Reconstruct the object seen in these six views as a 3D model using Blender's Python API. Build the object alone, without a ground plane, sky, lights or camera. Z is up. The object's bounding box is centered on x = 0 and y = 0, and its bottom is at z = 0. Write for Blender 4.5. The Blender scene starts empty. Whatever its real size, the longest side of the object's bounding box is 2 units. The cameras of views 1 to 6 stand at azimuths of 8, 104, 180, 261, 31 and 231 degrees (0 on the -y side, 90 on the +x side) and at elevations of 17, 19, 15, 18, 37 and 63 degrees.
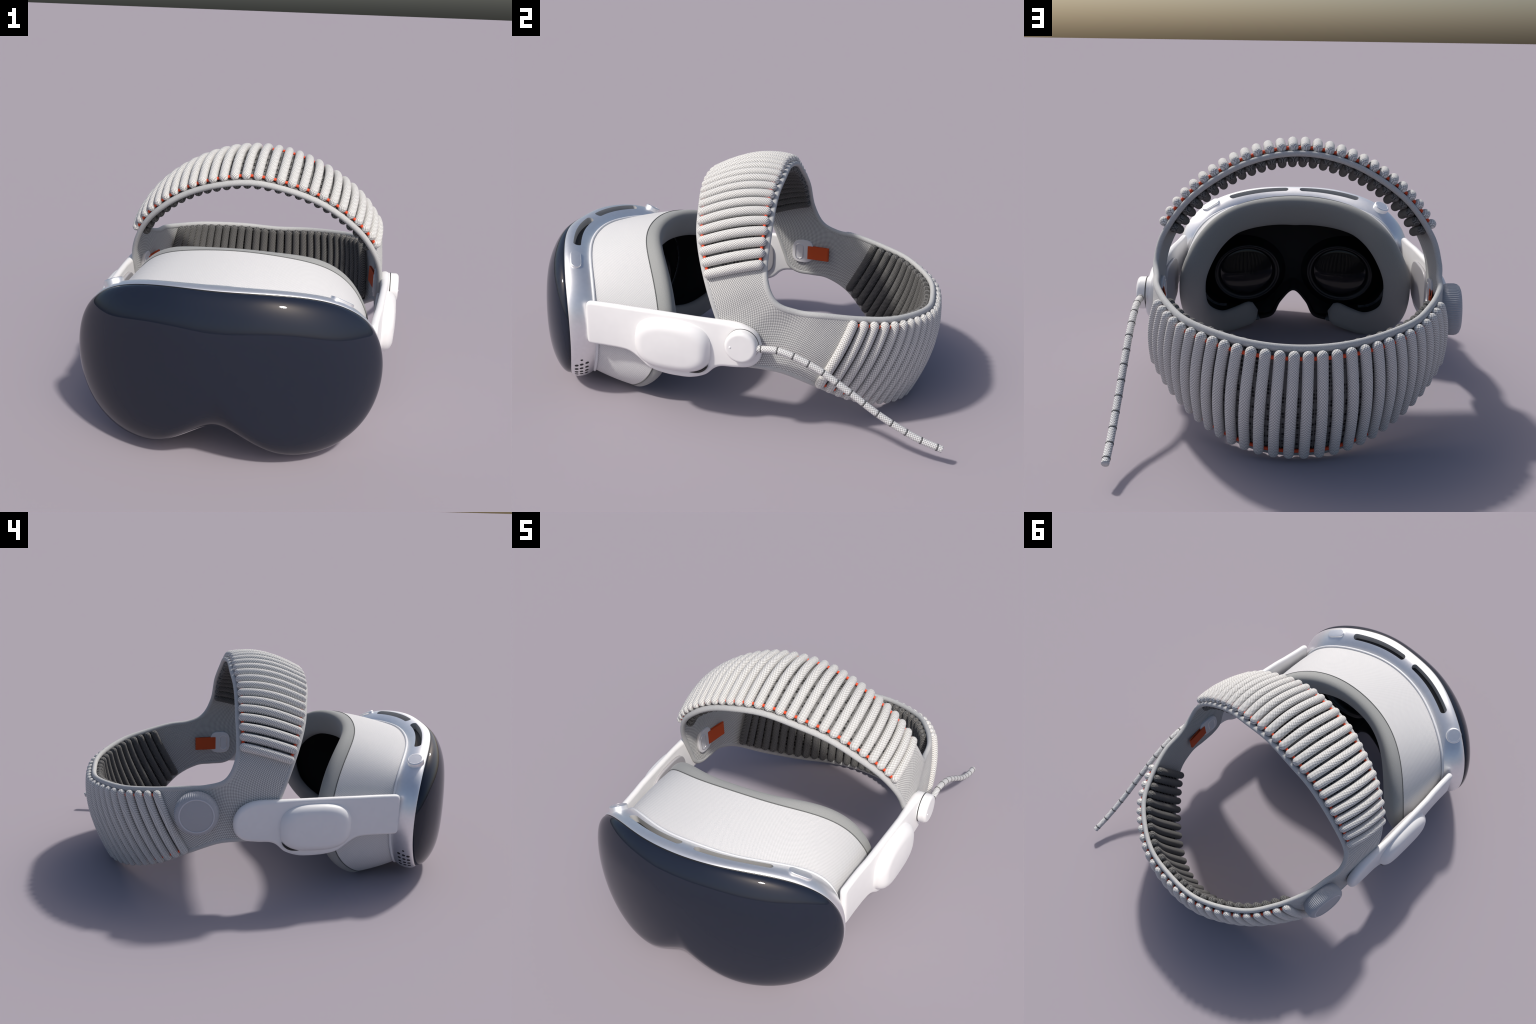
import bpy, bmesh, math
import numpy as np
from mathutils import Matrix, Vector

X0 = -0.006          # symmetry plane of the headset
rng = np.random.default_rng(7)

# ------------------------------------------------------------------ helpers
def crom(cp, n=24):
    """Catmull-Rom curve through control points."""
    cp = np.asarray(cp, float)
    P = np.vstack([2*cp[0]-cp[1], cp, 2*cp[-1]-cp[-2]])
    out = []
    for i in range(1, len(P)-2):
        t = np.linspace(0, 1, n, endpoint=False)[:, None]
        a, b, c, d = P[i-1], P[i], P[i+1], P[i+2]
        out.append(.5*((2*b)+(-a+c)*t+(2*a-5*b+4*c-d)*t**2+(-a+3*b-3*c+d)*t**3))
    out.append(cp[-1:])
    return np.vstack(out)

def half_curve(cp, n=24, mirror=(True, True)):
    """+x half of a curve that is mirrored at x = 0 at either end."""
    cp = np.asarray(cp, float)
    f = cp
    m = np.array([-1, 1, 1])
    f = np.vstack([(cp[1]*m)[None] if mirror[0] else (2*cp[0]-cp[1])[None], f,
                   (cp[-2]*m)[None] if mirror[1] else (2*cp[-1]-cp[-2])[None]])
    return crom(f, n)[n:-n]

def closed_loop(cp, n=24):
    """closed curve: +x half then the mirrored half."""
    h = half_curve(cp, n)
    return np.vstack([h, (h*[-1, 1, 1])[::-1][1:-1]])

def arclen(P):
    return np.concatenate([[0], np.cumsum(np.linalg.norm(np.diff(P, axis=0), axis=1))])

def at(P, s):
    """points on a polyline at arc lengths s"""
    L = arclen(P)
    s = np.atleast_1d(s)
    return np.stack([np.interp(s, L, P[:, k]) for k in range(3)], 1)

def resample(P, n):
    L = arclen(P)
    return at(P, np.linspace(0, L[-1], n))

def unit(v):
    v = np.asarray(v, float)
    return v/np.maximum(np.linalg.norm(v, axis=-1, keepdims=True), 1e-12)

def make(name, verts, faces, mat, parent=None, smooth=True, shift=True, angle=None, mat_idx=None):
    me = bpy.data.meshes.new(name)
    v = np.asarray(verts, float)
    if shift:
        v = v+[X0, 0, 0]
    me.from_pydata(v.tolist(), [], [list(map(int, f)) for f in faces])
    bm = bmesh.new(); bm.from_mesh(me)
    bmesh.ops.recalc_face_normals(bm, faces=bm.faces)
    bm.to_mesh(me); bm.free()
    for m in (mat if isinstance(mat, (list, tuple)) else [mat]):
        me.materials.append(m)
    ob = bpy.data.objects.new(name, me)
    bpy.context.scene.collection.objects.link(ob)
    if smooth:
        me.shade_smooth()
        if angle:
            me.set_sharp_from_angle(angle=math.radians(angle))
    if parent is not None:
        ob.parent = parent
    return ob

def grid_faces(nu, nv, cu=False, cv=False):
    f = []
    for i in range(nu if cu else nu-1):
        for j in range(nv if cv else nv-1):
            a, b = i, (i+1) % nu
            c, d = j, (j+1) % nv
            f.append((a*nv+c, b*nv+c, b*nv+d, a*nv+d))
    return f

def sweep(path, up, section, closed=False, scale=None, caps=True):
    """sweep a closed 2D section (a along up x tangent side, b along up) along a path."""
    path = np.asarray(path, float); n = len(path)
    if closed:
        T = unit(np.roll(path, -1, 0)-np.roll(path, 1, 0))
    else:
        T = unit(np.gradient(path, axis=0))
    up = np.broadcast_to(np.asarray(up, float), path.shape)
    up = unit(up-(up*T).sum(1)[:, None]*T)
    side = np.cross(T, up)
    sec = np.asarray(section, float)
    sc = np.ones(n) if scale is None else np.asarray(scale, float)
    V = path[:, None]+sc[:, None, None]*(sec[None, :, :1]*side[:, None]+sec[None, :, 1:]*up[:, None])
    m = len(sec)
    F = grid_faces(n, m, closed, True)
    if caps and not closed:
        F += [tuple(range(m)), tuple(range((n-1)*m, n*m))]
    return V.reshape(-1, 3), F

def circle(r, n=12, r2=None, p=2.0):
    t = np.linspace(0, 2*np.pi, n, endpoint=False)
    c, s = np.cos(t), np.sin(t)
    return np.stack([r*np.sign(c)*np.abs(c)**(2/p), (r2 or r)*np.sign(s)*np.abs(s)**(2/p)], 1)

def round_tube(path, up, r, n=14, cap=6, closed=False):
    """tube with hemispherical ends (path runs tip to tip)."""
    path = np.asarray(path, float)
    L = arclen(path); tot = L[-1]
    th = np.linspace(0, np.pi/2, cap, endpoint=False)
    s0 = r*(1-np.cos(th)); k0 = np.maximum(np.sin(th), .02)
    mid = np.linspace(r, tot-r, max(4, int(tot/.012)))
    s = np.concatenate([s0, mid, (tot-s0)[::-1]])
    k = np.concatenate([k0, np.ones(len(mid)), k0[::-1]])
    u = np.stack([np.interp(s, L, np.broadcast_to(up, path.shape)[:, q]) for q in range(3)], 1)
    return sweep(at(path, s), u, circle(r, n), scale=k)

def join(parts):
    V, F, o = [], [], 0
    for v, f in parts:
        V.append(np.asarray(v)); F += [tuple(i+o for i in q) for q in f]; o += len(v)
    return np.vstack(V), F

# ------------------------------------------------------------------ node materials
class Nodes:
    def __init__(self, name):
        self.m = bpy.data.materials.new(name); self.m.use_nodes = True
        self.t = self.m.node_tree; self.t.nodes.clear()
        self.out = self.t.nodes.new('ShaderNodeOutputMaterial')
        self.b = self.t.nodes.new('ShaderNodeBsdfPrincipled')
        self.t.links.new(self.b.outputs[0], self.out.inputs[0])
        self.co = self.t.nodes.new('ShaderNodeTexCoord').outputs['Object']
    def link(self, a, b): self.t.links.new(a, b)
    def math(self, op, a, b=None, c=None, clamp=False):
        n = self.t.nodes.new('ShaderNodeMath'); n.operation = op; n.use_clamp = clamp
        for i, v in enumerate((a, b, c)):
            if v is None: continue
            if isinstance(v, (int, float)): n.inputs[i].default_value = v
            else: self.link(v, n.inputs[i])
        return n.outputs[0]
    def xyz(self, vec=None):
        n = self.t.nodes.new('ShaderNodeSeparateXYZ'); self.link(vec or self.co, n.inputs[0])
        return n.outputs
    def noise(self, scale, detail=2, rough=.5, vec=None):
        n = self.t.nodes.new('ShaderNodeTexNoise')
        n.inputs['Scale'].default_value = scale; n.inputs['Detail'].default_value = detail
        n.inputs['Roughness'].default_value = rough
        self.link(vec or self.co, n.inputs['Vector'])
        return n.outputs['Fac']
    def ramp(self, fac, stops):
        n = self.t.nodes.new('ShaderNodeValToRGB')
        e = n.color_ramp.elements
        while len(e) < len(stops): e.new(.5)
        for el, (p, c) in zip(e, stops):
            el.position = p; el.color = (*c, 1)
        self.link(fac, n.inputs[0]); return n.outputs[0]
    def mix(self, fac, a, b):
        n = self.t.nodes.new('ShaderNodeMix'); n.data_type = 'RGBA'
        for i, v in ((0, fac), (6, a), (7, b)):
            if isinstance(v, tuple): n.inputs[i].default_value = (*v, 1)
            elif isinstance(v, (int, float)): n.inputs[i].default_value = v
            else: self.link(v, n.inputs[i])
        return n.outputs[2]
    def bump(self, h, strength=.3, dist=.002):
        n = self.t.nodes.new('ShaderNodeBump')
        n.inputs['Strength'].default_value = strength; n.inputs['Distance'].default_value = dist
        self.link(h, n.inputs['Height']); self.link(n.outputs[0], self.b.inputs['Normal'])
    def set(self, **k):
        for a, v in k.items():
            s = self.b.inputs[a.replace('_', ' ')]
            if isinstance(v, tuple): s.default_value = (*v, 1)
            elif isinstance(v, (int, float)): s.default_value = v
            else: self.link(v, s)
        return self.m

def plain(name, col, rough=.5, metal=0., grain=0., gscale=200, bump=0., **kw):
    n = Nodes(name)
    f = n.noise(gscale, 3)
    c0 = tuple(max(0, c*(1-grain)) for c in col); c1 = tuple(min(1, c*(1+grain)) for c in col)
    c = n.ramp(f, [(.3, c0), (.7, c1)])
    if bump: n.bump(f, bump, .001)
    return n.set(Base_Color=c, Roughness=rough, Metallic=metal, **kw)

def weave_mat(name, lo, hi, coords, period, bump=.5, rough=.9):
    """basket weave: bright yarn cells on a darker ground; coords(nodes) -> (u, v) in metres"""
    n = Nodes(name)
    u, v = coords(n)
    k = 2*math.pi/period
    a = n.math('SINE', n.math('MULTIPLY', u, k))
    b = n.math('SINE', n.math('MULTIPLY', v, k))
    h = n.math('MULTIPLY_ADD', n.math('MULTIPLY', a, b), .5, .5)
    jit = n.noise(900, 2)
    h2 = n.math('ADD', h, n.math('MULTIPLY_ADD', jit, .3, -.15))
    c = n.ramp(h2, [(.25, lo), (.8, hi)])
    big = n.noise(6, 2)
    c = n.mix(n.math('MULTIPLY', big, .10), c, tuple(x*.8 for x in hi))
    n.bump(h, bump, period*.25)
    return n.set(Base_Color=c, Roughness=rough, Sheen_Weight=.1)

def rib_coords(r):
    def f(n):
        o = n.xyz()
        q = n.math('DIVIDE', o['Y'], r)
        q = n.math('MINIMUM', n.math('MAXIMUM', q, -.999), .999)
        e = n.math('MINIMUM', n.math('MAXIMUM', n.math('MULTIPLY', o['Z'], 8.0), -1.0), 1.0)
        v = n.math('SUBTRACT', o['Z'], n.math('MULTIPLY', n.math('MULTIPLY', o['X'], e), .6))
        return n.math('MULTIPLY', n.math('ARCSINE', q), r), v
    return f

PIV = (.47, .78)     # y, z pivot round which the side panel's weave fans
def panel_coords(n):
    o = n.xyz()
    a = n.math('SUBTRACT', PIV[0], o['Y']); b = n.math('SUBTRACT', PIV[1], o['Z'])
    A = n.math('MAXIMUM', a, 0.0); B = n.math('MAXIMUM', b, 0.0)
    d = n.math('SQRT', n.math('ADD', n.math('MULTIPLY', A, A), n.math('MULTIPLY', B, B)))
    th = n.math('MULTIPLY', n.math('ARCTAN2', A, n.math('ADD', B, 1e-4)), .33)
    u = n.math('SUBTRACT', n.math('ADD', th, n.math('MINIMUM', a, 0.0)), n.math('MINIMUM', b, 0.0))
    return u, d

def seal_coords(n):
    o = n.xyz()
    a = n.math('ARCTAN2', n.math('ADD', o['X'], -X0), n.math('SUBTRACT', o['Z'], .36))
    return n.math('MULTIPLY', a, .45), o['Y']

M = {}
RR = .0205             # strap rib radius
M['glass'] = plain('visor_black_glass', (.012, .0165, .030), rough=.03, IOR=1.45)
M['gasket'] = plain('black_gasket', (.01, .01, .011), rough=.4)
M['alu'] = plain('satin_aluminium', (.92, .92, .93), rough=.40, metal=.88, grain=.02, gscale=60)
M['vent'] = plain('vent_wall', (.42, .42, .42), rough=.5)
M['white'] = plain('white_plastic', (.84, .835, .84), rough=.42, grain=.01, gscale=30)
M['grey_panel'] = plain('grey_panel', (.42, .41, .43), rough=.35, grain=.02)
M['slit'] = plain('dark_slit', (.022, .022, .023), rough=.6)
M['cushion'] = plain('grey_foam_cushion', (.31, .318, .314), rough=.95, grain=.05, gscale=300, Sheen_Weight=.15)
M['black'] = plain('black_lining', (.008, .008, .009), rough=.85, grain=.2, gscale=150)
M['barrel'] = plain('black_lens_barrel', (.012, .012, .014), rough=.35)
M['lens'] = plain('dark_lens', (.012, .012, .015), rough=.05, Specular_IOR_Level=.35)
M['dial'] = plain('dial_grey', (.40, .41, .44), rough=.55, grain=.02)
M['dial_ring'] = plain('dial_ring_pale', (.56, .57, .61), rough=.45)
M['red'] = plain('orange_red_tab', (.60, .078, .012), rough=.75, grain=.08, gscale=400, bump=.2)
M['cord'] = plain('orange_red_cord', (.74, .068, .014), rough=.7, grain=.1, gscale=500)
M['trim'] = plain('grey_piping', (.47, .475, .475), rough=.85, grain=.14, gscale=420, bump=.25)
M['seam'] = plain('seam_thread', (.12, .125, .125), rough=.9)
M['plate'] = plain('pale_release_plate', (.76, .75, .77), rough=.4)
M['bead'] = plain('seal_bead', (.75, .76, .78), rough=.4)
M['ring'] = plain('cable_ring_grey', (.10, .10, .10), rough=.6)
M['led'] = plain('white_dot', (.95, .95, .95), rough=.2)
M['rib'] = weave_mat('white_braid', (.36, .355, .345), (.85, .845, .83), rib_coords(RR), .0102, .6)
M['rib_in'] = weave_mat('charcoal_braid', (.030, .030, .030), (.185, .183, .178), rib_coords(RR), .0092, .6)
M['panel'] = weave_mat('grey_white_weave', (.27, .272, .272), (.69, .69, .68), panel_coords, .0102, .6)
M['seal'] = weave_mat('pale_seal_fabric', (.53, .53, .54), (.71, .71, .717), seal_coords, .0078, .3)

def net_mat():
    n = Nodes('dark_knit_net')
    mp = n.t.nodes.new('ShaderNodeMapping'); n.link(n.co, mp.inputs[0]); mp.inputs['Scale'].default_value = (1, .8, .8)
    v = n.t.nodes.new('ShaderNodeTexVoronoi'); v.inputs['Scale'].default_value = 75
    v.inputs['Randomness'].default_value = .15
    n.link(mp.outputs[0], v.inputs['Vector'])
    c = n.ramp(v.outputs['Distance'], [(.3, (.012, .012, .013)), (.48, (.19, .19, .19))])
    return n.set(Base_Color=c, Roughness=.9)
M['net'] = net_mat()

def cable_mat():
    n = Nodes('braided_cable_sleeve')
    o = n.xyz()
    s = n.math('MULTIPLY', n.math('ARCTAN2', o['X'], o['Y']), .013)
    # o.Z is length along each straight cable segment
    k = 2*math.pi/.0110
    a = n.math('SINE', n.math('MULTIPLY', s, k))
    b = n.math('SINE', n.math('MULTIPLY', o['Z'], k))
    h = n.math('MULTIPLY_ADD', n.math('MULTIPLY', a, b), .5, .5)
    c = n.ramp(h, [(.3, (.36, .36, .36)), (.65, (.80, .80, .80))])
    n.bump(h, .3, .002)
    return n.set(Base_Color=c, Roughness=.8)
M['cable'] = cable_mat()

# ------------------------------------------------------------------ root
root = bpy.data.objects.new('mixed_reality_headset', None)
bpy.context.scene.collection.objects.link(root)
root['label'] = 'white and grey mixed reality headset with ribbed fabric straps'
root['category'] = 'vr headset'

# ------------------------------------------------------------------ main curves (+x half, relative to X0)
RIM = [(0, -.899, .707), (.197, -.881, .706), (.401, -.799, .666), (.55, -.722, .572), (.616, -.682, .425),
       (.612, -.684, .263), (.548, -.726, .13), (.424, -.79, .048), (.275, -.868, .045), (.165, -.903, .091), (.075, -.911, .140), (0, -.904, .164)]
BEAD = [(0, -.785, .672), (.18, -.765, .657), (.36, -.692, .626), (.49, -.62, .553), (.55, -.585, .412),
        (.535, -.592, .26), (.472, -.642, .112), (.37, -.70, .06), (.24, -.75, .065), (.13, -.77, .115), (.068, -.775, .165), (0, -.775, .19)]
SEAM = [(0, -.487, .744), (.165, -.477, .727), (.312, -.427, .692), (.445, -.348, .613), (.548, -.273, .44),
        (.563, -.295, .245), (.520, -.372, .112), (.40, -.503, .016), (.215, -.595, .034), (.112, -.600, .062), (.066, -.592, .145), (0, -.580, .212)]
N = 20
rim, bead, seam = closed_loop(RIM, N), closed_loop(BEAD, N), closed_loop(SEAM, N)
NL = len(rim)

def smooth_loop(P, sig):
    """circular Gaussian smoothing with shrink compensation"""
    n = len(P); k = np.arange(-4*sig, 4*sig+1); w = np.exp(-k**2/(2*sig*sig)); w /= w.sum()
    f = lambda Q: sum(wi*np.roll(Q, int(-ki), 0) for wi, ki in zip(w, k))
    S = f(P)
    return S+f(P-S)
rim, bead, seam = smooth_loop(rim, 9), smooth_loop(bead, 9), smooth_loop(seam, 7)
raw = smooth_loop(closed_loop(SEAM, N), 2)
wn = (np.clip((.24-np.abs(raw[:, 0]))/.08, 0, 1)*(raw[:, 2] < .35))[:, None]
seam = seam*(1-wn)+raw*wn                           # keep the nose arch crisp
wt = np.clip((seam[:, 2]-.35)/.15, 0, 1)[:, None]
seam = seam*(1-wt)+smooth_loop(seam, 15)*wt

def outward(loop):
    """outward normal of a closed loop within the x-z plane"""
    T = np.roll(loop, -1, 0)-np.roll(loop, 1, 0)
    n = np.stack([-T[:, 2], 0*T[:, 0], T[:, 0]], 1)
    n = unit(n)
    # winding: top point must point up
    return n*np.sign(n[0, 2])

# --- visor glass -------------------------------------------------------------
def front_y(x, z):
    return -.999+.554*x**2+.005*x**4+.27*(z-.347)**2

def build_visor():
    C = np.array([0, 0, .40])
    S = np.concatenate([np.linspace(0, .45, 14), 1-.55*(np.cos(np.linspace(0, np.pi/2, 50))[1:])**1.7])
    S[-1] = 1
    V = [np.array([[0, front_y(0, .40), .40]])]
    L = (rim-C)*[1.003, 1, .9935]+C
    RAD = np.hypot(L[:, 0]-C[0], L[:, 2]-C[2])
    for s in S[1:]:
        P = C+s*(L-C)
        yf = front_y(P[:, 0], P[:, 2])
        se = np.clip(1-(1-s)*RAD/.26, 0, 1)          # edge roll of constant width
        k = 1-(1-se**3.98)**(1/1.75)
        P = P+outward(rim)*(.008*4*k*(1-k)*np.clip(np.abs(rim[:, 0])/.5-.2, 0, 1))[:, None]; P[:, 1] = yf+(L[:, 1]-yf)*k
        V.append(P)
    F = [(0, 1+j, 1+(j+1) % NL) for j in range(NL)]
    m = len(S)-1
    F += [tuple(q+1 for q in f) for f in grid_faces(m, NL, False, True)]
    V = np.vstack(V)
    # close the back a little behind the rim
    b = len(V); back = (rim-C)*[.88, 1, .88]+C+[0, .02, 0]
    V = np.vstack([V, back]); o = 1+(m-1)*NL
    F += [(o+j, o+(j+1) % NL, b+(j+1) % NL, b+j) for j in range(NL)]
    return make('visor_glass', V, F, M['glass'], root)
visor = build_visor()

# dark gasket line between glass and frame
out_rim = outward(rim)
v, f = sweep(rim-out_rim*.004+[0, .001, 0], out_rim, circle(.005, 8), closed=True)
make('visor_gasket', v, f, M['gasket'], root)

# --- aluminium frame ---------------------------------------------------------
nrm = unit(outward(rim)+outward(bead))
SIDE = 1-.28*np.clip((np.abs(rim[:, 0])-.45)/.12, 0, 1)
def frame_point(s, bulge=.024):
    """s 0 at the glass rim, 1 at the seal bead; arrays over the loop"""
    return rim*(1-s)+bead*s+nrm*(bulge*SIDE)[:, None]*(4*s*(1-s))**.75

def build_frame():
    rows = [frame_point(s) for s in np.concatenate([[0, .01, .03, .06], np.linspace(.1, .9, 17), [.94, .97, .99, 1]])]
    inner = [frame_point(s)-nrm*.035 for s in (1, .75, .5, .25, 0)]
    rows += inner
    V = np.stack(rows).reshape(-1, 3)
    F = grid_faces(len(rows), NL, True, True)
    ob = make('frame', V, F, M['alu'], root)
    # vent slots cut with swept capsules
    outer = frame_point(.52)
    for sgn in (1, -1):
        half = outer[:3*N]           # top part of the +x half
        x = half[:, 0]
        xs = .19-.159*np.cos(np.linspace(0, np.pi, 60))
        path = np.stack([np.interp(xs, x, half[:, k]) for k in range(3)], 1)
        nn = np.stack([np.interp(xs, x, nrm[:len(half), k]) for k in range(3)], 1)
        path, nn = path*[sgn, 1, 1], nn*[sgn, 1, 1]
        L = arclen(path); r = .0165
        e = np.minimum(L, L[-1]-L)
        w = np.sqrt(np.maximum(0, 1-np.clip(1-e/r, 0, 1)**2))
        w = np.maximum(w, .05)
        T = unit(np.gradient(path, axis=0)); side = unit(np.cross(T, nn))
        V = []
        for h in (.04, -.06):
            V.append(path+nn*h+side*(w*r)[:, None]); V.append(path+nn*h-side*(w*r)[:, None])
        n = len(path); V = np.vstack(V)
        idx = [0, n, 3*n, 2*n]
        F = []
        for i in range(n-1):
            for a, b in zip(idx, idx[1:]+idx[:1]):
                F.append((a+i, a+i+1, b+i+1, b+i))
        F += [tuple(a for a in idx), tuple(a+n-1 for a in idx)]
        cut = make('cut', V, F, M['vent'])
        md = ob.modifiers.new('b', 'BOOLEAN'); md.object = cut; md.operation = 'DIFFERENCE'; md.solver = 'EXACT'; md.material_mode = 'TRANSFER'
        dg = bpy.context.evaluated_depsgraph_get()
        me = bpy.data.meshes.new_from_object(ob.evaluated_get(dg))
        ob.modifiers.clear(); ob.data = me
        bpy.data.objects.remove(cut)
    ob.data.shade_smooth(); ob.data.set_sharp_from_angle(angle=math.radians(45))
    # black liner seen through the vents
    rows = [frame_point(s)-nrm*.036 for s in (0.05, .35, .65, .98)]
    make('vent_liner', np.stack(rows).reshape(-1, 3), grid_faces(4, NL, False, True), M['slit'], ob)
    return ob
frame = build_frame()

def frame_frame(x, z_low=False, s=.5):
    """point, outward normal, tangent of the frame band near a +x abscissa on the upper half"""
    P = frame_point(s)[:NL//2]
    if z_low is False:
        P = P[:len(P)//2]
    d = np.abs(P[:, 0]-x); i = d.argmin()
    a, b = frame_point(max(s-.1, 0)), frame_point(min(s+.1, 1))
    t = unit(frame_point(s)[i+1]-frame_point(s)[i-1])
    n = unit(np.cross(t, b[i]-a[i]))
    if n @ nrm[i] < 0: n = -n
    return P[i], n, t

def lathe(profile, n=48):
    """profile: (radius, height) rows, about local z"""
    V, F = [], []
    t = np.linspace(0, 2*np.pi, n, endpoint=False)
    for r, h in profile:
        V.append(np.stack([r*np.cos(t), r*np.sin(t), 0*t+h], 1))
    F = grid_faces(len(profile), n, False, True)
    F += [tuple(range(n)), tuple(range((len(profile)-1)*n, len(profile)*n))]
    return np.vstack(V), F

def orient(V, origin, zaxis, xaxis):
    z = unit(zaxis); x = unit(np.asarray(xaxis)-np.dot(xaxis, z)*z); y = np.cross(z, x)
    return np.asarray(V) @ np.stack([x, y, z])+origin

def rounded_profile(r, h, bev, n=6, base=0.):
    t = np.linspace(0, np.pi/2, n)
    return [(r, base)]+[(r-bev+bev*math.cos(a), h-bev+bev*math.sin(a)) for a in t]+[(max(r-bev-.002, .001), h)]

# digital crown on the -x side
p, nn, tt = frame_frame(.462, s=.45)
mir = np.array([-1, 1, 1])
Vc, Fc = lathe(rounded_profile(.041, .019, .006, base=-.02)+[(.033, .019), (.0325, .0175), (.031, .0175), (.0305, .019), (.001, .0195)])
crown = make('crown', orient(Vc, (p)*mir, nn*mir, tt*mir), Fc, M['alu'], frame, angle=40)

# low capsule button on the +x side
def stadium(L, r, n=10):
    t = np.linspace(-np.pi/2, np.pi/2, n)
    a = np.stack([L/2-r+r*np.cos(t), r*np.sin(t)], 1)
    return np.vstack([a, -a])
def pill(L, r, h, bev, base=0., rows=5):
    """raised capsule plate, local z up"""
    V, prof = [], [(0, base)]+[(bev-bev*math.cos(a), h-bev+bev*math.sin(a)) for a in np.linspace(0, np.pi/2, rows)]
    for d, z in prof:
        o = stadium(L-2*d, max(r-d, .001)); V.append(np.column_stack([o, np.full(len(o), z)]))
    m = len(V[0]); F = grid_faces(len(V), m, False, True)+[tuple(range((len(V)-1)*m, len(V)*m)), tuple(range(m))]
    return np.vstack(V), F
p, nn, tt = frame_frame(.447, s=.48)
Vb, Fb = pill(.105, .024, .0065, .004, base=-.03)
make('top_button', orient(Vb, p, nn, tt), Fb, M['alu'], frame, angle=50)

# seal bead between the frame and the fabric
ob_bead = outward(bead)
v, f = sweep(bead+ob_bead*.001+[0, .003, 0], ob_bead, circle(.0065, 8), closed=True)
make('seal_bead', v, f, M['bead'], root)

# speaker / microphone holes at the lower outer corners
holes = []
for sgn in (1, -1):
    ring = frame_point(0.0)
    for row, col, r in [(0, 1, .006)]+[(1+i, j, .0088) for i in range(4) for j in range(3)]:
        s = .27+.21*col
        iz = int(round(N*(5.42+.2*row-.05*col)))
        P = frame_point(s)[iz]; a = frame_point(s-.05)[iz]; b = frame_point(s+.05)[iz]
        t = unit(frame_point(s)[iz+1]-frame_point(s)[iz-1]); n = unit(np.cross(t, b-a))
        if n @ nrm[iz] < 0: n = -n
        Vh, Fh = lathe([(r, -.008), (r, .0008), (r*.7, .0012)], 16)
        Vh = Vh*[.85, 1.0, 1]
        V = orient(Vh, P, n, t)*([sgn, 1, 1])
        holes.append((V, Fh))
v, f = join(holes)
h = make('speaker_holes', v, f, M['slit'], frame); h['kind'] = 'stuff'

# --- light seal fabric --------------------------------------------------------
def loft(a, b, n, bulge=0., normal=None):
    rows = []
    for s in np.linspace(0, 1, n):
        q = a*(1-s)+b*s
        if bulge: q = q+normal*bulge*4*s*(1-s)
        rows.append(q)
    return np.stack(rows)
ns = unit(outward(seam)+outward(bead))
G = loft(bead-ob_bead*.004, seam, 14, .006, ns)
k0 = int(8.3*N)                                   # loop index where the black nose flap begins
i1, i2 = k0, NL-k0
rowsF = [j % NL for j in range(i2, i1+NL+1)]
sub = G[:, rowsF]
make('light_seal', sub.reshape(-1, 3), grid_faces(14, len(rowsF)), M['seal'], root)
rowsN = list(range(i1, i2+1))
sub = G[:, rowsN]
th = sub-outward(seam)[rowsN]*.012
V = np.concatenate([sub, th[::-1]]).reshape(-1, 3)
make('nose_flap', V, grid_faces(28, len(rowsN), True, False), M['black'], root)

# --- cushion -------------------------------------------------------------------
ctr = np.array([0, -.40, .42])
half = seam[:NL//2+1]
iend = int(8.3*N)
hs = half[:iend]
path = np.vstack([(hs*mir)[::-1][:-1], hs])
path = resample(path, 150)
T = unit(np.gradient(path, axis=0))
inw = ctr-path; inw[:, 1] = 0
inw = unit(inw-(inw*T).sum(1)[:, None]*T)
back = np.cross(T, inw); back *= np.sign(back[:, 1])[:, None]
# section: a inwards from the seam, b towards the wearer; thick outer roll, sloping forward to the opening
SEC = crom([(.006, -.022), (.000, .000), (-.001, .030), (.004, .048), (.016, .060), (.036, .064), (.062, .058), (.090, .046),
            (.112, .030), (.124, .010), (.124, -.012), (.112, -.028), (.060, -.034), (.020, -.030), (.006, -.022)], 4)[:-1]
mid = np.array([.062, .018])
Wd = 1+.20*np.clip(1-np.abs(path[:, 0])/.36, 0, 1)*(path[:, 2] > .4)
L = arclen(path); e = np.minimum(L, L[-1]-L)
kc = np.sqrt(np.maximum(2e-3, 1-np.clip(1-e/.062, 0, 1)**2))
sec = mid+(SEC-mid)[None]*kc[:, None, None]
sec = sec*np.stack([Wd, .70+.30*np.clip((path[:, 2]-.10)/.30, 0, 1)], 1)[:, None, :]
V = path[:, None]+sec[..., :1]*inw[:, None]+sec[..., 1:]*back[:, None]
v = V.reshape(-1, 3); m = SEC.shape[0]
f = grid_faces(len(path), m, False, True)+[tuple(range(m)), tuple(range((len(path)-1)*m, len(path)*m))]
make('face_cushion', v, f, M['cushion'], root)
v, f = sweep(path, back, circle(.0028, 8))
make('cushion_seam', v, f, M['seam'], root)

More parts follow.
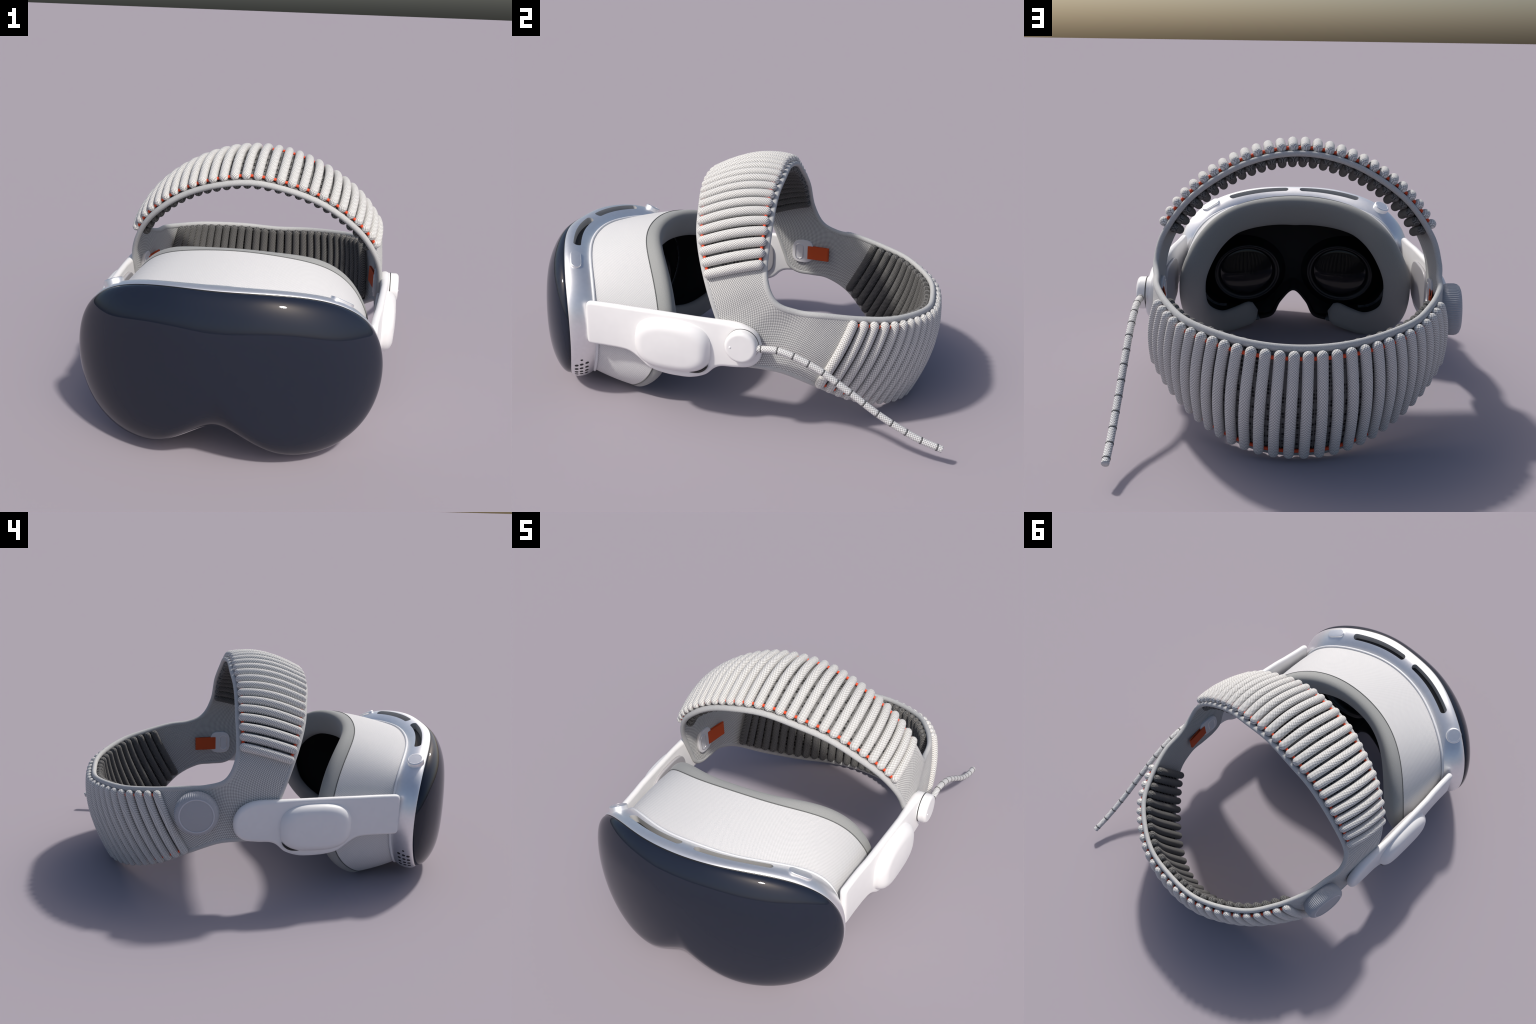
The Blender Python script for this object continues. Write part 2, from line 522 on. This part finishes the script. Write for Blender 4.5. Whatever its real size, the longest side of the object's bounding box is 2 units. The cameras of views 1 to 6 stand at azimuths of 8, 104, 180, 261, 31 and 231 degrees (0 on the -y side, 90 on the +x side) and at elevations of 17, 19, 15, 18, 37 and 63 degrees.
# --- dark interior -----------------------------------------------------------------
noz = np.exp(-(seam[:, 0]/.17)**2)*(seam[:, 2] < .35)
inner_a = seam-outward(seam)*(.05-.036*noz)[:, None]+[0, .01, 0]*(1-noz)[:, None]
C = np.array([0, 0, .40])
inner_b = (bead-C)*[.96, 1, .95]+C; inner_b[:, 1] = -.70
inner_b[:, 2] += .05*np.exp(-(inner_b[:, 0]/.1)**2)*(inner_b[:, 2] < .35)
G = loft(inner_a, inner_b, 8)
V = list(G.reshape(-1, 3)); F = grid_faces(8, NL, False, True)
o = 7*NL; V.append(np.array([0, -.70, .40])); c = len(V)-1
F += [(o+j, o+(j+1) % NL, c) for j in range(NL)]
lining = make('inner_lining', np.array(V), F, M['black'], root)

for sgn in (1, -1):
    cen = np.array([.253*sgn, -.655, .2955]); ax = unit(np.array([-.12*sgn, 1, .06])); xa = np.array([1., 0, -.12*sgn])
    sc = [.171, .145, 1]
    V, F = lathe([(1.42, -.05), (1.30, -.03), (1.20, -.004), (1.12, .012), (1.06, .034), (1.02, .043), (.98, .043), (.965, .034), (.93, .034), (.90, .034), (.885, .020), (.86, .018), (.85, -.01)], 64)
    b = make('lens_barrel', orient(V*sc, cen, ax, xa), F[:-2], M['barrel'], lining)
    prof = [(.85*math.cos(a), .002+.006*math.sin(a)) for a in np.linspace(0, np.pi/2*.99, 12)]
    V, F = lathe(prof, 64)
    make('lens', orient(V*sc, cen, ax, xa), F[:-2]+F[-1:], M['lens'], lining)

# --- side arms ------------------------------------------------------------------------
ARM = [(-.609, .508), (-.30, .514), (.08, .514), (.135, .506), (.185, .478), (.212, .435), (.217, .395), (.205, .35), (.165, .316),
       (.10, .304), (.04, .300), (.005, .285), (-.035, .248), (-.10, .224), (-.16, .219), (-.23, .221), (-.30, .236), (-.355, .276),
       (-.395, .299), (-.44, .304), (-.53, .303), (-.612, .301)]
def arm_x(y):
    return np.interp(y, [-.65, -.62, -.52, -.45, -.39, -.2, 0, .18, .3], [.594, .595, .602, .609, .617, .631, .645, .655, .656])
def rounded_outline(pts, n=8):
    P = np.array([(0, a, b) for a, b in pts])
    first = P[:3]; curve = crom(np.vstack([P[2:], ]), n)
    return np.vstack([P[0], crom(P[0:3], n)[1:-1], crom(P[2:-1], n), P[-1]])[:, 1:]
def build_arm(sgn):
    o = rounded_outline(ARM, 8)
    def corner(c, a, b, r):
        t = np.linspace(0, 1, 6)[:, None]
        p, q = c+unit(a-c)*r, c+unit(b-c)*r
        return p*(1-t)**2+2*c*t*(1-t)+q*t**2
    o = np.vstack([corner(o[0], o[-1], o[1], .022), o[1:-1], corner(o[-1], o[-2], o[0], .022)])
    P = np.column_stack([0*o[:, 0], o]); P = np.vstack([P, P[:1]])
    o = resample(P, 261)[:-1, 1:]
    for _ in range(2):
        o = .25*np.roll(o, 1, 0)+.5*o+.25*np.roll(o, -1, 0)
    T = unit(np.roll(o, -1, 0)-np.roll(o, 1, 0))
    nin = np.stack([-T[:, 1], T[:, 0]], 1)
    area = np.sum(o[:, 0]*np.roll(o[:, 1], -1)-np.roll(o[:, 0], -1)*o[:, 1])
    nin *= np.sign(area)
    thk = lambda y: .032+.016*np.clip((y+.08)/.2, 0, 1)
    rows = []
    for a in np.linspace(0, np.pi, 11):
        q = o+nin*(thk(o[:, 0])*.48*(1-math.sin(a)))[:, None]
        rows.append(np.column_stack([arm_x(q[:, 0])-thk(o[:, 0])/2*(1-math.cos(a)), q]))
    n = len(o)
    bm = bmesh.new()
    vs = [[bm.verts.new(p) for p in row] for row in rows]
    for k in range(10):
        for i in range(n):
            bm.faces.new((vs[k][i], vs[k][(i+1) % n], vs[k+1][(i+1) % n], vs[k+1][i]))
    caps = [bm.faces.new(vs[0]), bm.faces.new(vs[-1])]
    # bend the two flat sides: cut them crosswise, then put every cut on the bent surface
    for y in np.linspace(-.59, .19, 24):
        g = [f for f in bm.faces if len(f.verts) > 4]
        geom = g+list({e for f in g for e in f.edges})+list({v for f in g for v in f.verts})
        bmesh.ops.bisect_plane(bm, geom=geom, plane_co=(0, y, 0), plane_no=(0, 1, 0))
    for v in bm.verts: v.co.x = v.co.x*sgn+X0
    bmesh.ops.recalc_face_normals(bm, faces=bm.faces)
    me = bpy.data.meshes.new('side_arm'); bm.to_mesh(me); bm.free()
    me.materials.append(M['white']); me.shade_smooth(); me.set_sharp_from_angle(angle=math.radians(50))
    ob = bpy.data.objects.new('side_arm', me); bpy.context.scene.collection.objects.link(ob); ob.parent = root
    return ob

def superpod(cy, cz, ly, lz, x0, x1, p=3.6, tilt=0., rows=10, n=64, bev=.04, dome=.004, flare=0., bevh=None):
    """rounded-box pod standing out along +x from x0 to x1"""
    t = np.linspace(0, 2*np.pi, n, endpoint=False)
    c, s = np.cos(t), np.sin(t)
    ox, oz = np.sign(c)*np.abs(c)**(2/p), np.sign(s)*np.abs(s)**(2/p)
    V = []
    hb = min(bev, (x1-x0)*.9) if bevh is None else bevh
    prof = [(-flare*(1-math.sin(a)), x0+(x1-hb-x0)*(1-math.cos(a))) for a in np.linspace(0, np.pi/2, 6)[:-1]] if flare else [(0, x0)]
    prof += [(bev*(1-math.cos(a)), x1-hb+hb*math.sin(a)) for a in np.linspace(0, np.pi/2, rows)]
    for d, x in prof:
        V.append(np.stack([0*t+x, cy+(ly-d)*ox, cz+(lz-d)*oz], 1))
    for k in (.8, .55, .3, .1):
        V.append(np.stack([0*t+x1+dome*(1-k*k), cy+(ly-bev)*ox*k, cz+(lz-bev)*oz*k], 1))
    m = len(V); V = np.vstack(V)
    F = grid_faces(m, n, False, True)+[tuple(range(n)), tuple(range((m-1)*n, m*n))]
    V[:, 0] += (V[:, 1]-cy)*tilt
    return V, F

for sgn in (1, -1):
    arm = build_arm(sgn)
    V, F = superpod(-.182, .372, .176, .118, .624, .679, p=2.8, tilt=.047, bev=.052, bevh=.044, flare=.016)
    make('battery_pod', V*[sgn, 1, 1], F, M['white'], arm)
    V, F = superpod(-.182, .372, .150, .105, -.600, -.586, p=3.2, tilt=-.05, bev=.006, dome=.001)
    make('inner_panel', V*[-sgn, 1, 1], F, M['grey_panel'], arm)
    # dark crescent slot at the lower rear corner of the pod
    t = np.linspace(-.05, -1.30, 16)
    arc = np.stack([.652+0*t, -.182+.1735*np.sign(np.cos(t))*np.abs(np.cos(t))**(2/3.4), .372-.1145*np.abs(np.sin(t))**(2/3.4)], 1)
    arc = arc[4:]
    w = np.sin(np.linspace(.05, np.pi-.05, len(arc)))
    V, F = sweep(arc, (1, 0, 0), circle(.006, 8, .011), scale=w)
    make('pod_slot', V*[sgn, 1, 1], F, M['slit'], arm)
    if sgn > 0:
        disc_c = np.array([.616, .137, .425])
        V, F = lathe(rounded_profile(.0705, .080, .016, 8, base=.0)+[(.03, .0805), (.001, .0805)], 56)
        disc = make('cable_connector', orient(V, disc_c, (1, 0, 0), (0, 1, 0)), F, M['white'], arm, angle=40)
        V, F = lathe([(.0714, .037), (.0714, .0410), (.070, .0412)], 56)
        make('connector_joint', orient(V, disc_c, (1, 0, 0), (0, 1, 0)), F, M['slit'], disc)
        V, F = lathe([(.0048, .077), (.0048, .0812), (.003, .0818)], 16)
        make('indicator_dot', orient(V, disc_c+[0, -.043, 0], (1, 0, 0), (0, 1, 0)), F, M['led'], disc)

# --- cable -------------------------------------------------------------------------------
CAB = [(.674, .195, .425), (.675, .314, .424), (.675, .457, .37), (.676, .594, .286), (.677, .731, .195), (.676, .877, .118), (.674, .990, .079)]
cab = crom(CAB, 30); LC = arclen(cab)[-1]
cable_parts = []
nseg = 13
bounds = np.concatenate([[0, .028], np.linspace(.028, LC-.022, nseg)[1:], [LC]])
def local_object(name, V, F, mat, parent, origin, zax, xax):
    """mesh given in world coordinates (relative to X0) stored in a local frame with z along zax and x along xax"""
    z = unit(zax); x = unit(np.asarray(xax)-np.dot(xax, z)*z); y = np.cross(z, x)
    R = np.stack([x, y, z], 1)
    ob = make(name, (np.asarray(V)-origin) @ R, F, mat, None, shift=False)
    m = Matrix([list(R[i])+[origin[i]+(X0 if i == 0 else 0)] for i in range(3)]+[[0, 0, 0, 1]])
    ob.matrix_world = m
    ob.parent = parent
    return ob
cable_root = None
for a, b in zip(bounds[:-1], bounds[1:]):
    pth = at(cab, np.linspace(a, b, 10))
    prof = np.ones(10)
    V, F = sweep(pth, (1, 0, 0), circle(.0145, 20))
    ob = local_object('cable_sleeve', V, F, M['cable'], cable_root or root, pth.mean(0), pth[-1]-pth[0], (1, 0, 0))
    if cable_root is None:
        cable_root = ob
        bpy.context.view_layer.update()
    else:
        ob.matrix_parent_inverse = cable_root.matrix_world.inverted()
for b in bounds[1:-1]:
    pth = at(cab, np.linspace(b-.0022, b+.0022, 2))
    V, F = sweep(pth, (1, 0, 0), circle(.0156, 20))
    ob = make('cable_ring', V, F, M['ring'], cable_root)
    ob.matrix_parent_inverse = cable_root.matrix_world.inverted()

# --- head strap ------------------------------------------------------------------------
REAR = [(0, .173, 1.05), (.145, .178, 1.032), (.295, .175, .972), (.456, .186, .858), (.565, .196, .712), (.594, .247, .605),
        (.579, .341, .565), (.56, .457, .555), (.496, .607, .532), (.395, .745, .51), (.198, .86, .486), (0, .884, .473)]
FRONT = [(0, -.205, .974), (.156, -.197, .951), (.302, -.166, .897), (.423, -.135, .819), (.523, -.085, .716), (.590, -.022, .579),
         (.604, .038, .425), (.604, .070, .345), (.603, .125, .313), (.600, .20, .308), (.597, .297, .298), (.564, .42, .243),
         (.454, .553, .143), (.303, .678, .064), (.152, .761, .028), (0, .788, .020)]
R = half_curve(REAR, 40); Fc_ = half_curve(FRONT, 40)
LR, LF = arclen(R), arclen(Fc_)
def near(P, L, q):
    return L[((P-np.array(q))**2).sum(1).argmin()]
# matched stations: arch top, last top rib, corner/fillet, first back rib, back centre
sR = [0, near(R, LR, (.545, .19, .745)), near(R, LR, (.586, .30, .58)), near(R, LR, (.518, .572, .538)), LR[-1]]
sF = [0, near(Fc_, LF, (.552, -.075, .67)), near(Fc_, LF, (.603, .09, .33)), near(Fc_, LF, (.553, .43, .232)), LF[-1]]
U = [0, 1, 2, 3, 4]
def bulge_at(u):
    return np.interp(u, [0, .6, 1, 1.5, 2, 2.5, 3, 3.4, 4], [.041, .031, .016, .003, 0, .004, .018, .030, .036])
def skew(P):
    """the soft rear band hangs a little to the +x side at its lower edge"""
    Q = np.array(P, float)
    Q[:, 0] += .018*np.clip(.48-Q[:, 2], 0, .5)*np.clip((Q[:, 1]-.40)/.25, 0, 1)
    return Q
def sheet_raw(u, v):
    """u 0..4 along the strap half (may be negative / >4: mirrored); v 0 rear/top edge, 1 front/bottom edge"""
    u = np.asarray(u, float)
    sg = np.where(u < 0, -1., np.where(u > 4, -1., 1.))
    uu = np.where(u < 0, -u, np.where(u > 4, 8-u, u))
    a = at(R, np.interp(uu, U, sR)); b = at(Fc_, np.interp(uu, U, sF))
    m = np.stack([sg, 0*sg+1, 0*sg+1], 1)
    P = a*m*(1-v)+b*m*v
    return skew(P), uu
def sheet(u, v, off=0.):
    P, uu = sheet_raw(u, v)
    h = .01
    du = sheet_raw(u+h, v)[0]-sheet_raw(u-h, v)[0]
    dv = sheet_raw(u, 1.)[0]-sheet_raw(u, 0.)[0]
    n = unit(np.cross(du, dv))
    hub = np.array([0, .25, .5])
    ref = P-hub
    n = n*np.sign((n*ref).sum(1))[:, None]
    b = bulge_at(uu)*4*v*(1-v)*(1+.5*(.5-v))
    return P+n*(b+off)[:, None] if np.ndim(b+off) else P+n*(b+off), n

def sheet_mesh(u0, u1, nu, nv, thick, mat, name, parent):
    us = np.linspace(u0, u1, nu); vs = np.linspace(0, 1, nv)
    V = np.stack([sheet(us, v, thick/2)[0] for v in vs]+[sheet(us, v, -thick/2)[0] for v in vs[::-1]], 1)
    F = grid_faces(nu, 2*nv, False, True)
    F += [tuple(range(2*nv)), tuple(range((nu-1)*2*nv, nu*2*nv))]
    return make(name, V.reshape(-1, 3), F, mat, parent, angle=60)

strap = sheet_mesh(.985, 3.015, 120, 24, .020, M['panel'], 'head_strap', root)
sheet_mesh(-.985, -3.015, 120, 24, .020, M['panel'], 'side_panel', strap)
sheet_mesh(-1.0, 1.0, 120, 14, .012, M['net'], 'knit_net', strap)
sheet_mesh(3.0, 5.0, 120, 14, .012, M['net'], 'knit_net', strap)

# piping round both edges (two closed loops)
for cp, name in ((REAR, 'edge_piping'), (FRONT, 'edge_piping')):
    loop = skew(closed_loop(cp, 24))
    hub = np.array([0, .25, .5])
    v, f = sweep(loop, loop-hub, circle(.0145, 14, .0125), closed=True)
    make(name, v, f, M['trim'], strap)

# ribs: 28 over the crown, 28 round the back, outside white and inside charcoal
def rib_line(u, off, t0, t1, sag=0.):
    vs = np.linspace(0, 1, 41)
    P, Nn = [], []
    for v in vs:
        uu = np.abs(u) if u < 4 else 8-u
        p, n = sheet(np.array([u]), v, off-sag*(float(bulge_at(uu))*4*v*(1-v)+(.030*v if u > 1.5 else 0.))); P.append(p[0]); Nn.append(n[0])
    P, Nn = np.array(P), np.array(Nn)
    P = np.vstack([P[:1]+(P[:1]-P[1:2]), P, P[-1:]+(P[-1:]-P[-2:-1])]); Nn = np.vstack([Nn[:1], Nn, Nn[-1:]])
    L = arclen(P); e0, e1 = L[1], L[-1]-L[-2]
    s = np.linspace(t0+e0, L[-1]-e1-t1, 41)
    Nn = np.stack([np.interp(s, L, Nn[:, k]) for k in range(3)], 1)
    return at(P, s), unit(Nn)
tops = [(k+.5)/13.5 for k in range(14)]
tops = [-t for t in tops[::-1]]+tops
backs = [4-(k+.5)/13.5 for k in range(14)]
backs = backs[::-1]+[8-b for b in backs]
for group, us in (('top', tops), ('back', backs)):
    for u in us:
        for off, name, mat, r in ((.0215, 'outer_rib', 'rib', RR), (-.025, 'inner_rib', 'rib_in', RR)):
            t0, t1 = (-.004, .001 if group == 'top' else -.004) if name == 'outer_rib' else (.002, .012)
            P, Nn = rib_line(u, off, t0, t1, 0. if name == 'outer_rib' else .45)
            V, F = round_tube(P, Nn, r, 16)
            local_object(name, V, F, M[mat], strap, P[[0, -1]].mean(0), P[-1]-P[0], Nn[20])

# orange-red cords threaded through the outer ribs
for us in (tops, backs):
    uu = np.linspace(us[0], us[-1], 160)
    for v in ((.050, .935) if us is tops else (.055, .945)):
        p, n = sheet(uu, v, .016)
        V, F = sweep(p, n, circle(.0072, 8))
        make('red_cord', V, F, M['cord'], strap)

# --- dial on the -x side ------------------------------------------------------------------
nT = 72
t = np.linspace(0, 2*np.pi, nT*6, endpoint=False)
ridge = .5+.5*np.cos(t*nT)
prof = [(.098, -.02, 0), (.1085, .0, .3), (.111, .010, 1), (.111, .034, 1), (.108, .046, .8), (.100, .055, .25), (.092, .058, 0), (.0905, .0585, 0)]
V = np.vstack([np.stack([(.95*r-.0035*k*ridge)*np.cos(t), (.95*r-.0035*k*ridge)*np.sin(t), 0*t+h], 1) for r, h, k in prof])
n6 = len(t)
F = grid_faces(len(prof), n6, False, True)+[tuple(range(n6)), tuple(range((len(prof)-1)*n6, len(prof)*n6))]
dc = np.array([-.600, .393, .452])
dial = make('fit_dial', orient(V, dc, (-1, 0.10, .02), (0, 1, 0)), F, M['dial'], strap, angle=50)
V, F = lathe([(.084, .05), (.084, .0598), (.0775, .0598), (.0775, .0585), (.0770, .0590)], 64)
make('dial_ring', orient(V, dc, (-1, 0.10, .02), (0, 1, 0)), F[:-2], M['dial_ring'], dial)

# --- release plates and pull tabs inside the strap ------------------------------------------
for sgn in (1, -1):
    V, F = superpod(.148, .437, .060, .066, -.598, -.577, p=3.0, bev=.004, dome=0.)
    plate = make('release_plate', V*[-sgn, 1, 1], F, M['plate'], strap)
    o = stadium(.088, .021, 12)
    ringp = np.column_stack([np.full(len(o), .5765), .128+o[:, 1], .437+o[:, 0]])
    V, F = sweep(ringp, (1, 0, 0), circle(.0028, 8), closed=True)
    make('plate_rim', V*[sgn, 1, 1], F, M['alu'], plate)
    # folded ribbon loop
    w = crom([(.578, .176, 0), (.572, .20, 0), (.564, .24, 0), (.556, .278, 0), (.553, .292, 0), (.559, .297, 0), (.567, .27, 0), (.576, .23, 0), (.583, .20, 0)], 8)
    T = unit(np.gradient(w, axis=0)); sd = np.stack([T[:, 1], -T[:, 0], 0*T[:, 0]], 1)*.0022
    V = []
    for z in (.395, .470):
        for q in (w+sd, w-sd):
            p = q.copy(); p[:, 2] = z+.05*(q[:, 1]-.176)*.6; V.append(p)
    n = len(w); V = np.vstack(V); F = []
    for i in range(n-1):
        for a, b in ((0, 1), (1, 3), (3, 2), (2, 0)):
            F.append((a*n+i, a*n+i+1, b*n+i+1, b*n+i))
    F += [(0, n, 3*n, 2*n), (n-1, 2*n-1, 4*n-1, 3*n-1)]
    make('pull_tab', V*[sgn, 1, 1], F, M['red'], strap, angle=40)

# the strap sits very slightly turned on the arms (a small shear along y)
sh = Matrix.Identity(4); sh[1][0] = .014; sh[1][3] = -.014*X0
for ob in [strap]+list(strap.children_recursive):
    if ob.data and ob.data.users == 1:
        mw = ob.matrix_world.copy() if ob.parent is None or ob.matrix_local != Matrix.Identity(4) else Matrix.Identity(4)
        ob.data.transform(mw.inverted() @ sh @ mw)
